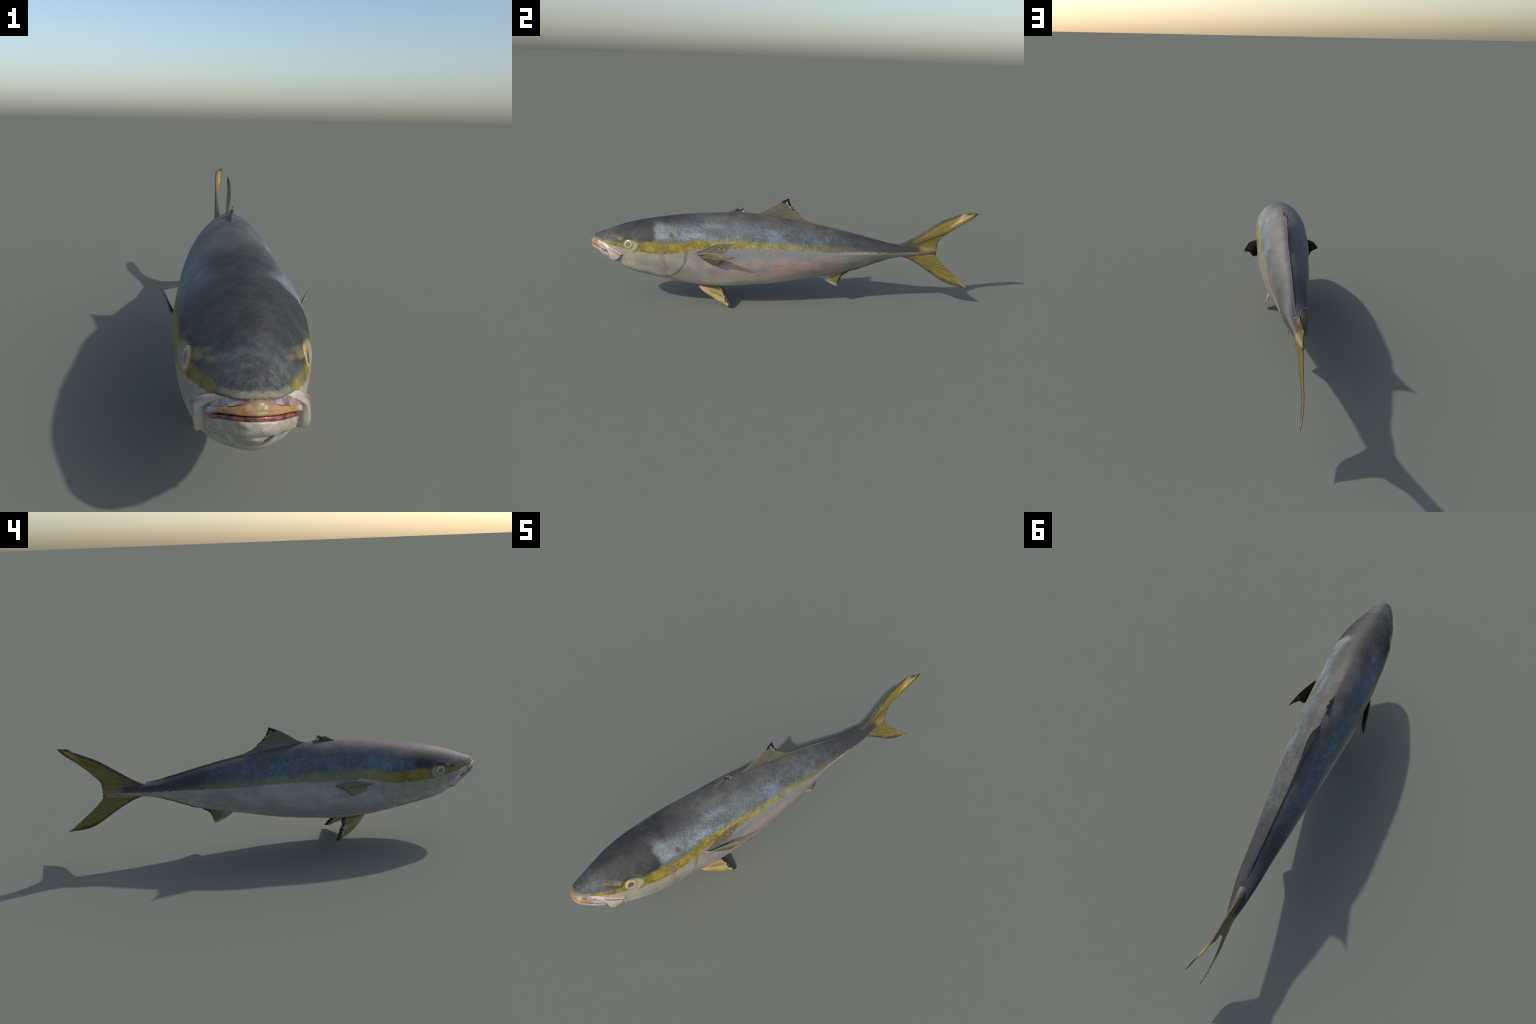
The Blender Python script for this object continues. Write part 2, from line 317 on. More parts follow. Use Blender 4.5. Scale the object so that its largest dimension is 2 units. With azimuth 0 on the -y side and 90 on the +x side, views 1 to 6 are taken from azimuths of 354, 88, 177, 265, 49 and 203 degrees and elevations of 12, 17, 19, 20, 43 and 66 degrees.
    col = n.mix(n.mul(n.mul(n.band(seam, -0.022, -0.014, 0.004), n.band(z, 0.20, 0.30, 0.02)), 0.25), col, (0.25, 0.15, 0.12))
    # healed sore on the right shoulder, olive scuffs around it
    ringm = n.mul(n.mul(n.band(n.add(n.ellipse(-0.585, 0.405, 0.062, 0.045), n.mul(wob, 0.5)), 0.75, 1.05, 0.12), right), n.ss(mott, 0.42, 0.6))
    col = n.mix(n.mul(ringm, 0.55), col, (0.085, 0.088, 0.060))
    sore = n.add(n.ellipse(-0.572, 0.3946, 0.0130, 0.0105, -0.5), n.mul(fine, 0.9))
    col = n.mix(n.mul(n.mul(n.ss(sore, 1.4, 0.8), right), 0.75), col, (0.085, 0.075, 0.085))
    col = n.mix(n.mul(n.ss(sore, 0.95, 0.5), right), col, (0.155, 0.068, 0.068))
    # brown mark like a second fin on the right flank above the real one
    a1 = n.ss(n.line((-0.447, 0.314), (-0.345, 0.357)), 0.002, -0.002); a2 = n.ss(n.line((-0.447, 0.305), (-0.315, 0.305)), -0.002, 0.002)
    a4 = n.ss(z, 0.3605, 0.3575)
    mark = n.mul(n.mul(n.mul(a1, a2), n.mul(a4, n.ss(n.add(n.sub(n.sub(y, -0.318), n.mul(n.sub(z, 0.308), 1.1)), n.mul(fine, 0.012)), 0.004, -0.004))), right)
    mcol = n.mix(n.ss(n.add(z, n.mul(wob, 0.03)), 0.322, 0.332), (0.185, 0.130, 0.105), (0.115, 0.100, 0.062))
    col = n.mix(n.mul(mark, 0.9), col, mcol)
    rim = n.mul(n.mul(n.band(n.line((-0.447, 0.314), (-0.345, 0.357)), -0.003, 0.001, 0.0015), n.band(y, -0.447, -0.345, 0.004)), right)
    col = n.mix(n.mul(rim, 0.75), col, (0.055, 0.048, 0.032))
    for cy, cz, ry, rz, tl, c in ((-0.3345, 0.3345, 0.006, 0.0045, 0.6, (0.34, 0.22, 0.05)), (-0.310, 0.331, 0.005, 0.005, 0.6, (0.32, 0.20, 0.05)), (-0.303, 0.321, 0.012, 0.0012, 0.75, (0.03, 0.028, 0.025)), (-0.272, 0.3585, 0.014, 0.0012, 0.0, (0.06, 0.05, 0.035))):
        col = n.mix(n.mul(n.mul(n.ss(n.ellipse(cy, cz, ry, rz, tl), 1.15, 0.8), right), 0.9), col, c)
    # lateral line
    ll = n.curve(y, [(-1, .40), (-.52, .405), (-.45, .408), (-.30, .402), (-.15, .380), (0, .35), (.2, .325), (1, .31)])
    col = n.mix(n.mul(n.mul(n.band(n.sub(z, ll), -0.0008, 0.0008, 0.0008), n.band(y, -0.5, -0.1, 0.03)), 0.22), col, (0.25, 0.20, 0.15))
    # dark notch in the chin, yellow flush above the pelvic fins
    chin = n.mul(n.mul(n.band(x, 0.000, 0.015, 0.002), n.ss(y, -0.94, -0.95)), n.band(n.add(z, n.mul(x, -0.5)), 0.273, 0.286, 0.002))
    col = n.mix(n.mul(chin, 0.9), col, (0.085, 0.035, 0.035))
    flush = n.mul(n.ss(n.ellipse(-0.385, 0.112, 0.075, 0.016, -0.03), 1.1, 0.5), n.ss(n.m("ABSOLUTE", n.add(x, 0.011)), 0.02, 0.04))
    col = n.mix(n.mul(flush, 0.55), col, n.mix(n.ss(y, -0.44, -0.38), (0.48, 0.26, 0.16), (0.40, 0.30, 0.10)))
    # tail stalk turning into fin colours
    col = n.mix(n.mul(n.ss(n.add(y, n.mul(wob, 0.1)), 0.60, 0.70), n.ss(n.add(z, n.mul(fine, 0.01)), 0.312, 0.305)), col, (0.34, 0.30, 0.26))
    col = n.mix(n.mul(n.ss(n.add(y, n.mul(wob, 0.08)), 0.70, 0.755), n.ss(z, 0.300, 0.312)), col, (0.205, 0.165, 0.055))
    # grain of tiny scales
    amp = n.mul(n.mul(n.ss(z, 0.30, 0.35), n.ss(n.add(y, n.mul(wob, 0.1)), -0.67, -0.56)), n.ss(n.sub(crest, z), -0.03, 0.03))
    amp = n.add(0.16, n.mul(amp, 0.40))
    g = n.add(1.0, n.mul(n.sub(n.ss(grain, 0.30, 0.70), 0.5), amp))
    g2 = n.add(1.0, n.mul(n.sub(n.ss(grain2, 0.30, 0.70), 0.5), n.mul(amp, 0.8)))
    col = n.mix(1.0, col, n.vec(g, g, g), "MULTIPLY"); col = n.mix(1.0, col, n.vec(g2, g2, g2), "MULTIPLY")
    specks = n.mul(n.ss(n.voronoi(85), 0.12, 0.06), n.mul(n.ss(y, -0.55, -0.65), n.ss(z, 0.37, 0.40)))
    col = n.mix(n.mul(specks, n.mul(n.ss(mott, 0.45, 0.6), 0.35)), col, (0.26, 0.26, 0.25))
    scales = n.voronoi(150, stretch=(1, 0.75, 1))
    hgt = n.add(n.mul(scales, 0.5), n.mul(n.noise(60, 3, 0.6), 0.7))
    rough = n.add(0.54, n.mul(mott, 0.16))
    return n.finish(col, rough, 0.32, hgt, 0.0008)

def fin_material(name, origin, base, streak, dark, freq=26.0, edges=(), blotches=(), extra=None, rough=0.5):
    """fan of rays around origin; edges: (line p, line q, width, colour, jitter)"""
    n = Nodes(name); ang, r = n.fan(*origin)
    v = n.vec(n.mul(ang, freq), n.mul(r, 3.0), 0.0)
    f = n.noise(1.0, 2, 0.5, vec=v); f2 = n.noise(2.7, 2, 0.5, vec=v); fine = n.sub(n.noise(75, 3, 0.6), 0.5)
    col = n.mix(n.ss(f, 0.36, 0.62), base, streak)
    col = n.mix(n.mul(n.ss(f2, 0.50, 0.64), 0.65), col, dark)
    if extra: col = extra(n, col, ang, r, fine)
    for p, q, wd, c, jit in edges:
        d = n.add(n.line(p, q), n.mul(n.add(fine, n.mul(n.sub(f2, 0.5), 0.8)), jit))
        col = n.mix(n.ss(d, wd + 0.002, wd - 0.002), col, c)
    for cy, cz, ry, rz, tl, c, a in blotches:
        col = n.mix(n.mul(n.ss(n.add(n.ellipse(cy, cz, ry, rz, tl), n.mul(fine, 1.2)), 1.15, 0.75), a), col, c)
    return n.finish(col, rough, 0.4, f2, 0.0008)

def plain(name, c1, c2, scale=40, rough=0.4, spec=0.5, coat=0.0, bump=0.0006):
    n = Nodes(name); f = n.noise(scale, 3, 0.6)
    return n.finish(n.mix(n.ss(f, 0.38, 0.62), c1, c2), rough, spec, f, bump, coat)

M_SKIN = skin_material()
M_RIM = plain("dark_fin_rim", (0.018, 0.018, 0.012), (0.06, 0.055, 0.025), 60, 0.55)

# ------------------------------------------------------------------ body loft
root = bpy.data.objects.new("yellowtail_fish", None)
bpy.context.scene.collection.objects.link(root)
root["label"] = "large silvery yellowtail fish with yellow flank stripe"
root["category"] = "fish"

NA = 144
ys = np.unique(np.concatenate([-0.992 + 0.10 * np.linspace(0, 1, 46) ** 1.6, np.arange(-0.892, -0.45, 0.0035), np.arange(-0.45, 0.806, 0.006), [0.806]]))
a = np.linspace(0, 2 * np.pi, NA, endpoint=False)
xc, top, zc, bot, w, nt, nb = [np.asarray(q)[:, None] for q in section(ys)]
ca, sa = np.cos(a)[None], np.sin(a)[None]
nn = np.where(sa >= 0, nt, nb); hh = np.where(sa >= 0, top - zc, zc - bot)
X = xc + w * np.sign(ca) * np.abs(ca) ** (2 / nn)
Z = zc + hh * np.sign(sa) * np.abs(sa) ** (2 / nn)
Y = np.repeat(ys[:, None], NA, 1)
G = np.stack([X, Y, Z], -1)
def grid_normals(G):
    du = np.gradient(G, axis=0); dv = np.roll(G, -1, 1) - np.roll(G, 1, 1)
    N = np.cross(dv, du); N /= np.linalg.norm(N, axis=-1, keepdims=True) + 1e-12
    c = G.mean(1, keepdims=True)
    return np.where(((G - c) * N).sum(-1, keepdims=True) < 0, -N, N)
side = np.where(X > xc, 1, -1)
# below the snout's edge the face steps in to make room for the jaws
SNOUT_EDGE = pchip([-0.992, -0.98, -0.955, -0.92, -0.885, -0.86, -0.83], [0.3515, 0.3500, 0.3450, 0.3360, 0.3150, 0.3000, 0.2860])
step = sstep(SNOUT_EDGE(Y) - Z, -0.002, 0.006) * (1 - sstep(Y, -0.905, -0.865))
G[..., 0] -= (G[..., 0] - xc) * (0.13 + 0.05 * (1 - sstep(Y, -0.96, -0.93))) * step
G[..., 1] += 0.011 * step * (1 - sstep(Y, -0.975, -0.925))
G = G + grid_normals(G) * relief(Y, Z, side)[..., None]
# a little unevenness of the flesh
lump = np.array([[mnoise.noise(Vector((p[0] * 9, p[1] * 6, p[2] * 9))) for p in ringv[::4]] for ringv in G])
lump = np.repeat(lump, 4, 1); k = np.array([1, 2, 3, 4, 3, 2, 1]) / 16.0
lump = sum(np.roll(lump, s, 1) * q for s, q in zip(range(-3, 4), k))
fade = (sstep(ys, -0.95, -0.8) * (1 - sstep(ys, 0.5, 0.7)))[:, None]
G = G + grid_normals(G) * (0.0012 * lump * fade)[..., None]

NR = len(ys)
verts = list(G.reshape(-1, 3)) + [G[0].mean(0) + np.array([0, -0.0008, 0]), G[-1].mean(0) + np.array([0, 0.001, 0])]
faces, region = [], []
cuts = (-0.56, 0.42)
for i in range(NR - 1):
    part = 0 if ys[i] < cuts[0] else 1 if ys[i] < cuts[1] else 2
    for j in range(NA):
        faces.append((i * NA + j, (i + 1) * NA + j, (i + 1) * NA + (j + 1) % NA, i * NA + (j + 1) % NA)); region.append(part)
for j in range(NA):
    faces.append((NR * NA, j, (j + 1) % NA)); region.append(0)
    faces.append((NR * NA + 1, (NR - 1) * NA + (j + 1) % NA, (NR - 1) * NA + j)); region.append(2)
whole = bpy.data.meshes.new("body_whole"); whole.from_pydata([tuple(map(float, v)) for v in verts], [], faces); whole.update()
V = np.array(verts); VN = np.array([v.normal[:] for v in whole.vertices])
sgn = np.sign(((V[:NR * NA] - np.repeat(G.mean(1), NA, 0)) * VN[:NR * NA]).sum(-1).mean())
if sgn < 0:
    faces = [f[::-1] for f in faces]; VN = -VN
bpy.data.meshes.remove(whole)
BODY = []
for part, nm in enumerate(("head", "trunk", "tail_stalk")):
    fs = [f for f, r in zip(faces, region) if r == part]
    ids = sorted({i for f in fs for i in f}); back = {v: i for i, v in enumerate(ids)}
    ob = mesh_object(nm, V[ids], [[back[i] for i in f] for f in fs], M_SKIN, root)
    ob.data.normals_split_custom_set_from_vertices([tuple(map(float, VN[i])) for i in ids])
    BODY.append(ob)
HEAD, TRUNK, STALK = BODY

# ------------------------------------------------------------------ fins
def fin(name, base, margin, mats, parent, nu=90, nr=36, thick=0.004, edge=0.0012, rays=22, ray_h=0.0006, lead=None, tail=None, lead_fall=0.35, power=0.6, rag=0.0, rim=(1, 1, 1), wave=0.0, curved=True, seed=0):
    """solid sheet of rays running from the base curve to the margin curve.
    lead / tail: curved outline of the first / last ray; rim: dark border cells at lead, margin, rear"""
    u = np.linspace(0, 1, nu + 1); r = np.linspace(0, 1, nr + 1)
    B = resample(base, u, curved); M = resample(margin, u, False)
    if rag:
        D = M - B; L = np.linalg.norm(D, axis=1, keepdims=True)
        k = np.array([mnoise.noise(Vector((q * nu * 0.30, seed + 0.5, len(name)))) + 0.6 * mnoise.noise(Vector((q * nu * 0.75, seed + 7.5, 0.0))) for q in u])
        M = M + D / L * (rag * (np.minimum(k, 0.15) * sstep(u, 0.0, 0.03) * (1 - sstep(u, 0.97, 1.0)))[:, None] * np.minimum(1, L / 0.05))
    P = B[:, None] * (1 - r)[None, :, None] + M[:, None] * r[None, :, None]
    for crv, wt in ((lead, np.clip(1 - u / lead_fall, 0, 1) ** 1.3), (tail, np.clip(1 - (1 - u) / lead_fall, 0, 1) ** 1.3)):
        if crv is not None:
            i = 0 if crv is lead else -1
            L = resample([B[i], *crv, M[i]], r)
            P = P + wt[:, None, None] * (L - P[i])[None]
    du = np.gradient(P, axis=0); dr = np.gradient(P, axis=1)
    N = np.cross(du, dr); N /= np.linalg.norm(N, axis=-1, keepdims=True) + 1e-9
    N = np.mean(N, axis=(0, 1)) * 0.5 + N * 0.5; N /= np.linalg.norm(N, axis=-1, keepdims=True) + 1e-9
    if wave:
        P = P + N * (wave * np.sin(u * 9 + seed)[:, None] * (r ** 2)[None])[..., None]
    e = np.minimum(1, np.minimum(u, 1 - u) / 0.06)[:, None] * np.ones_like(r)[None]
    t = edge + (thick - edge) * np.sqrt(e) * (1 - r[None]) ** power
    t = t + ray_h * (0.5 + 0.5 * np.sin(u * rays * 2 * np.pi))[:, None] * (np.minimum(1, (1 - r) / 0.05)[None]) * e
    A, C = P + N * t[..., None] / 2, P - N * t[..., None] / 2
    n1 = nr + 1; vs = np.concatenate([A.reshape(-1, 3), C.reshape(-1, 3)]); off = (nu + 1) * n1
    fs, sl = [], []
    for i in range(nu):
        for j in range(nr):
            q = (i * n1 + j, i * n1 + j + 1, (i + 1) * n1 + j + 1, (i + 1) * n1 + j)
            dark = (rim[1] and j >= nr - rim[1]) or (rim[0] and i < rim[0] and j > nr * 0.12) or (rim[2] and i >= nu - rim[2] and j > nr * 0.12)
            fs += [q, tuple(off + k for k in q[::-1])]; sl += [int(bool(dark))] * 2
    loop = [i * n1 for i in range(nu + 1)] + [nu * n1 + j for j in range(1, nr + 1)] + [i * n1 + nr for i in range(nu - 1, -1, -1)] + [j for j in range(nr - 1, 0, -1)]
    for k in range(len(loop)):
        p, q = loop[k], loop[(k + 1) % len(loop)]
        fs.append((p, q, off + q, off + p)); sl.append(int(any(rim)))
    ob = mesh_object(name, vs, fs, mats, parent, sl)
    import bmesh
    bm = bmesh.new(); bm.from_mesh(ob.data)
    bmesh.ops.remove_doubles(bm, verts=bm.verts, dist=1e-6); bmesh.ops.recalc_face_normals(bm, faces=bm.faces)
    bm.to_mesh(ob.data); bm.free()
    return ob

def top_z(y, k=1): return float(section(y)[k])
def spine(y): return float(section(y)[0])

BLACK = (0.012, 0.011, 0.008); CREAM = (0.42, 0.36, 0.17)
# soft (second) dorsal fin with the long low ridge behind it
def dorsal_extra(n, col, ang, r, fine):
    k = n.band(n.add(n.line((0.0133, 0.5747), (0.052, 0.506)), n.mul(fine, 0.02)), -0.020, -0.011, 0.002)
    col = n.mix(n.mul(n.mul(k, n.ss(n.z, 0.515, 0.535)), n.ss(fine, -0.12, 0.05)), col, CREAM)
    col = n.mix(n.ss(n.y, 0.085, 0.13), col, (0.115, 0.108, 0.062))
    return n.mix(n.ss(n.y, 0.20, 0.5), col, (0.055, 0.052, 0.045))
M_DORSAL = fin_material("dorsal_fin_skin", (-0.30, 0.40), (0.105, 0.100, 0.062), (0.165, 0.158, 0.108), (0.048, 0.045, 0.028), 95.0, extra=dorsal_extra,
    blotches=[(0.003, 0.567, 0.034, 0.0120, 0.5, BLACK, 1.0), (0.018, 0.547, 0.016, 0.009, -1.1, BLACK, 1.0), (0.036, 0.523, 0.015, 0.0065, -1.0, BLACK, 1.0), (0.058, 0.502, 0.010, 0.004, -0.7, BLACK, 0.8)])
yb = np.linspace(-0.185, 0.60, 28)
base = [(spine(v) - 0.004 * sstep(v, -0.2, -0.1) * (1 - sstep(v, 0.1, 0.3)), v, top_z(v) - 0.016 + 0.010 * (v < -0.17)) for v in yb]
mtop = [(-0.0101, 0.0137, 0.5752), (-0.010, 0.0185, 0.559), (-0.009, 0.0238, 0.543), (-0.009, 0.0494, 0.5086), (-0.0085, 0.0673, 0.4944), (-0.008, 0.0915, 0.4702), (-0.008, 0.1269, 0.4558)]
mtop += [(spine(v) + 0.002, v + 0.012, top_z(v + 0.012) + 0.0075 * (1 - sstep(v, 0.45, 0.6))) for v in np.linspace(0.15, 0.60, 14)]
fin("dorsal_fin", base, mtop, [M_DORSAL, M_RIM], TRUNK, nu=200, nr=30, thick=0.007, rays=46, rag=0.006, lead=[(-0.0130, -0.140, 0.4960), (-0.0045, -0.083, 0.5275), (-0.0035, -0.0383, 0.5538)], lead_fall=0.28, rim=(0, 0, 0))

# small spiny first dorsal fin, folded and ragged
M_SPINY = fin_material("spiny_fin_skin", (-0.33, 0.47), (0.050, 0.050, 0.053), (0.105, 0.112, 0.12), (0.018, 0.018, 0.02), 40.0, blotches=[(-0.215, 0.502, 0.010, 0.006, 0.2, (0.36, 0.40, 0.45), 0.8), (-0.238, 0.508, 0.012, 0.005, -0.4, BLACK, 0.9)])
base = [(spine(v) - 0.002, v, top_z(v) - 0.008) for v in np.linspace(-0.305, -0.190, 8)]
fin("first_dorsal_fin", base, [(-0.0125, -0.300, 0.4945), (-0.012, -0.275, 0.5055), (-0.007, -0.2505, 0.5170), (-0.014, -0.2433, 0.5115), (-0.006, -0.2213, 0.5210), (-0.012, -0.2065, 0.4995), (-0.0125, -0.187, 0.4935)],
    [M_SPINY, M_RIM], TRUNK, nu=60, nr=14, thick=0.007, edge=0.002, rays=7, ray_h=0.002, rim=(0, 0, 0))

# anal fin with its long low ridge
def anal_extra(n, col, ang, r, fine):
    col = n.mix(n.ss(n.y, 0.262, 0.235), col, (0.27, 0.26, 0.20))
    col = n.mix(n.mul(n.ss(n.y, 0.30, 0.33), n.ss(n.add(n.z, n.mul(n.y, -0.30)), 0.098, 0.088)), col, (0.05, 0.045, 0.02))
    return n.mix(n.mul(n.ss(n.y, 0.33, 0.40), 0.6), col, (0.12, 0.10, 0.035))
M_ANAL = fin_material("anal_fin_skin", (0.14, 0.20), (0.13, 0.12, 0.06), (0.22, 0.19, 0.06), (0.05, 0.045, 0.025), 60.0, extra=anal_extra,
    blotches=[(0.303, 0.146, 0.036, 0.0085, 1.2, BLACK, 1.0), (0.262, 0.122, 0.018, 0.009, -0.5, (0.40, 0.33, 0.09), 0.9), (0.281, 0.110, 0.007, 0.005, 0.0, (0.45, 0.43, 0.38), 1.0)])
yb = np.linspace(0.182, 0.585, 18)
base = [(spine(v), v, top_z(v, 3) + 0.016) for v in yb]
mlow = [(-0.007, 0.2873, 0.1062), (-0.007, 0.2982, 0.1359), (-0.007, 0.3082, 0.1643), (-0.008, 0.3537, 0.1925)]
mlow += [(spine(v), v + 0.01, top_z(v + 0.01, 3) - 0.006 * (1 - sstep(v, 0.5, 0.58))) for v in np.linspace(0.37, 0.58, 8)]
fin("anal_fin", base, mlow, [M_ANAL, M_RIM], TRUNK, nu=150, nr=26, thick=0.006, rays=34, rag=0.005, lead=[(-0.007, 0.233, 0.1318), (-0.007, 0.262, 0.1170)], lead_fall=0.2, rim=(0, 0, 0))

# forked tail fin
def tail_extra(n, col, ang, r, fine):
    wob = n.sub(n.noise(22, 3, 0.6), 0.5)
    col = n.mix(n.ss(n.add(n.y, n.mul(wob, 0.08)), 0.70, 0.66), col, (0.065, 0.06, 0.05))
    mid = n.mul(n.band(n.add(n.z, n.mul(wob, 0.02)), 0.283, 0.331, 0.008), n.ss(n.y, 0.80, 0.75))
    col = n.mix(n.mul(mid, 0.75), col, (0.33, 0.25, 0.17))
    pink = n.band(n.add(n.sub(n.z, 0.284), n.mul(n.sub(n.y, 0.70), -0.12)), -0.006, 0.004, 0.004)
    col = n.mix(n.mul(n.mul(pink, n.band(n.y, 0.66, 0.79, 0.02)), 0.6), col, (0.36, 0.19, 0.10))
    dark = n.mul(n.band(n.add(n.z, n.mul(n.y, -0.55)), -0.055, -0.022, 0.012), n.ss(n.y, 0.77, 0.70))
    col = n.mix(n.mul(dark, n.mul(n.ss(wob, -0.2, 0.15), 0.8)), col, (0.075, 0.068, 0.055))
    col = n.mix(n.mul(n.ss(n.noise(30, 4, 0.7), 0.50, 0.66), 0.55), col, (0.165, 0.098, 0.028))
    # smoky borders
    w2 = n.mul(wob, 0.03)
    for p, q, a, b in (((0.643, 0.3585), (0.819, 0.4725), 0.60, 0.83), ((0.819, 0.4725), (0.918, 0.516), 0.82, 0.96), ((0.918, 0.516), (0.99, 0.530), 0.915, 1.0)):
        col = n.mix(n.mul(n.mul(n.ss(n.add(n.line(p, q), w2), -0.020, -0.003), n.band(n.y, a, b, 0.004)), n.mul(n.ss(n.z, 0.33, 0.36), 0.85)), col, (0.040, 0.032, 0.020))
    for p, q, a, b in (((0.652, 0.268), (0.779, 0.193), 0.63, 0.79), ((0.779, 0.193), (0.851, 0.145), 0.775, 0.86), ((0.851, 0.145), (0.99, 0.108), 0.85, 1.0)):
        col = n.mix(n.mul(n.mul(n.ss(n.add(n.line(p, q), w2), 0.018, 0.003), n.band(n.y, a, b, 0.004)), n.mul(n.ss(n.z, 0.285, 0.265), 0.8)), col, (0.040, 0.032, 0.020))
    notch = n.ss(n.add(n.sub(n.y, 0.808), w2), -0.016, -0.001)
    return n.mix(n.mul(n.mul(notch, n.band(n.z, 0.285, 0.372, 0.006)), 0.75), col, (0.05, 0.045, 0.03))
M_TAIL = fin_material("tail_fin_skin", (0.56, 0.31), (0.150, 0.118, 0.025), (0.215, 0.170, 0.038), (0.080, 0.069, 0.026), 42.0, extra=tail_extra,
    blotches=[(0.952, 0.142, 0.050, 0.0055, -0.72, (0.42, 0.29, 0.045), 0.9), (0.935, 0.497, 0.055, 0.006, 0.60, (0.40, 0.29, 0.05), 0.85), (0.925, 0.503, 0.020, 0.010, 0.9, (0.22, 0.16, 0.09), 0.7)])
base = [(-0.0135, 0.592, 0.3385), (-0.0150, 0.640, 0.325), (-0.0160, 0.665, 0.311), (-0.0150, 0.645, 0.297), (-0.0135, 0.610, 0.2815)]
marg = [(0.0144, 0.9940, 0.5248), (0.009, 0.966, 0.4945), (0.001, 0.9094, 0.4550), (-0.010, 0.868, 0.421), (-0.018, 0.8447, 0.4010), (-0.0185, 0.8210, 0.3760), (-0.0180, 0.8079, 0.3570), (-0.019, 0.8050, 0.3180), (-0.020, 0.8072, 0.2804),
        (-0.0195, 0.8300, 0.2545), (-0.0185, 0.8580, 0.2260), (-0.0175, 0.9050, 0.1860), (-0.0140, 0.9420, 0.1540), (-0.007, 0.9720, 0.1280), (-0.0002, 0.9900, 0.1150), (-0.0002, 0.9995, 0.1135)]
fin("tail_fin", base, marg, [M_TAIL, M_RIM], STALK, nu=200, nr=60, thick=0.036, edge=0.0022, power=2.6, rag=0.0016, rays=36, ray_h=0.0007,
    lead=[(-0.0150, 0.643, 0.360), (-0.0195, 0.726, 0.4117), (-0.0210, 0.819, 0.4725), (-0.0145, 0.9178, 0.5145), (0.003, 0.950, 0.5262)],
    tail=[(-0.0135, 0.652, 0.2690), (-0.0145, 0.7086, 0.2390), (-0.0160, 0.7793, 0.1940), (-0.0165, 0.8509, 0.1466), (-0.010, 0.908, 0.1247)], lead_fall=0.30, rim=(2, 1, 2))

# paired fins
PECT = dict(nu=70, nr=40, rag=0.003, thick=0.006, edge=0.0015, rays=16, rim=(0, 1, 0), lead_fall=0.6)
def pectoral_material(nm, oy, oz):
    def ex(n, col, ang, r, fine):
        col = n.mix(n.mul(n.ss(n.add(n.z, n.mul(fine, 0.03)), 0.296, 0.282), n.ss(n.x, -0.02, 0.0)), col, (0.12, 0.085, 0.06))
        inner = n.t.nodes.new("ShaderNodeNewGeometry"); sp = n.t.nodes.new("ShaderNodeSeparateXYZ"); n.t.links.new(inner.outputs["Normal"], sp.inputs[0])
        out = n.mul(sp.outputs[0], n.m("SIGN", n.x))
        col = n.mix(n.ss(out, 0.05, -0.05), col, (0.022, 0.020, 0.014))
        return n.mix(n.ss(r, 0.035, 0.012), col, (0.30, 0.22, 0.19))
    return fin_material(nm, (oy, oz), (0.165, 0.158, 0.11), (0.225, 0.21, 0.14), (0.115, 0.105, 0.07), 22.0, extra=ex, blotches=[(-0.323, 0.308, 0.006, 0.005, 0.0, (0.42, 0.28, 0.05), 0.8), (-0.29, 0.301, 0.010, 0.005, 0.2, (0.30, 0.21, 0.04), 0.7)])
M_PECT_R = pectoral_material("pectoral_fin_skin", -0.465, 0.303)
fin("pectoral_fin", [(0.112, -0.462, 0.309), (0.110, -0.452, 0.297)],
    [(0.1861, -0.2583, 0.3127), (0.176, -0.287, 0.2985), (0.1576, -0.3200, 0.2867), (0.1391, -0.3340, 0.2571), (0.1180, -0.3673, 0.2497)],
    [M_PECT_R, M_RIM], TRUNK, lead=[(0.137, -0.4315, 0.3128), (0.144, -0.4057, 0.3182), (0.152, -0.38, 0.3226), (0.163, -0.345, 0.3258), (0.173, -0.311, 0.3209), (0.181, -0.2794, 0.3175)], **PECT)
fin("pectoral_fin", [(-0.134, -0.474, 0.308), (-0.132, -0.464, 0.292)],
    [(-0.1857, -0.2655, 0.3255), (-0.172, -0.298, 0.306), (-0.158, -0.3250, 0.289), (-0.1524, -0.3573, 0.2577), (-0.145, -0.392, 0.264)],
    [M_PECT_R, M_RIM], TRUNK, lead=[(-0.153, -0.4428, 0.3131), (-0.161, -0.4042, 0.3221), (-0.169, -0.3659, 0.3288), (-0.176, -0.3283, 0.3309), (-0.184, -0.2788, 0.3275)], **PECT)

def pelvic_extra(n, col, ang, r, fine):
    col = n.mix(n.ss(r, 0.085, 0.03), col, (0.46, 0.27, 0.17))
    col = n.mix(n.mul(n.ss(r, 0.035, 0.012), 0.8), col, (0.48, 0.44, 0.42))
    return n.mix(n.mul(n.ss(ang, -0.32, -0.20), 0.75), col, (0.115, 0.11, 0.08))
def pelvic_material(nm, o, p, q):
    def ex(n, col, ang, r, fine):
        col = pelvic_extra(n, col, ang, r, fine)
        d = n.add(n.line(p, q), n.mul(n.add(fine, n.mul(n.sub(n.noise(1.6, 2, 0.5, vec=n.vec(n.mul(ang, 30.0), n.mul(r, 4.0), 0.0)), 0.5), 1.0)), 0.035))
        col = n.mix(n.mul(n.ss(d, 0.030, 0.024), n.ss(n.noise(40, 2, 0.6), 0.45, 0.58)), col, (0.46, 0.43, 0.36))
        col = n.mix(n.ss(d, 0.0215, 0.018), col, BLACK)
        return n.mix(n.mul(n.ss(d, 0.012, 0.008), n.ss(n.noise(85, 3, 0.7), 0.58, 0.66)), col, (0.20, 0.16, 0.05))
    return fin_material(nm, o, (0.185, 0.145, 0.045), (0.43, 0.315, 0.08), (0.070, 0.062, 0.030), 30.0, extra=ex)
M_PELV_R = pelvic_material("pelvic_fin_skin", (-0.446, 0.110), (-0.268, 0.010), (-0.303, 0.090))
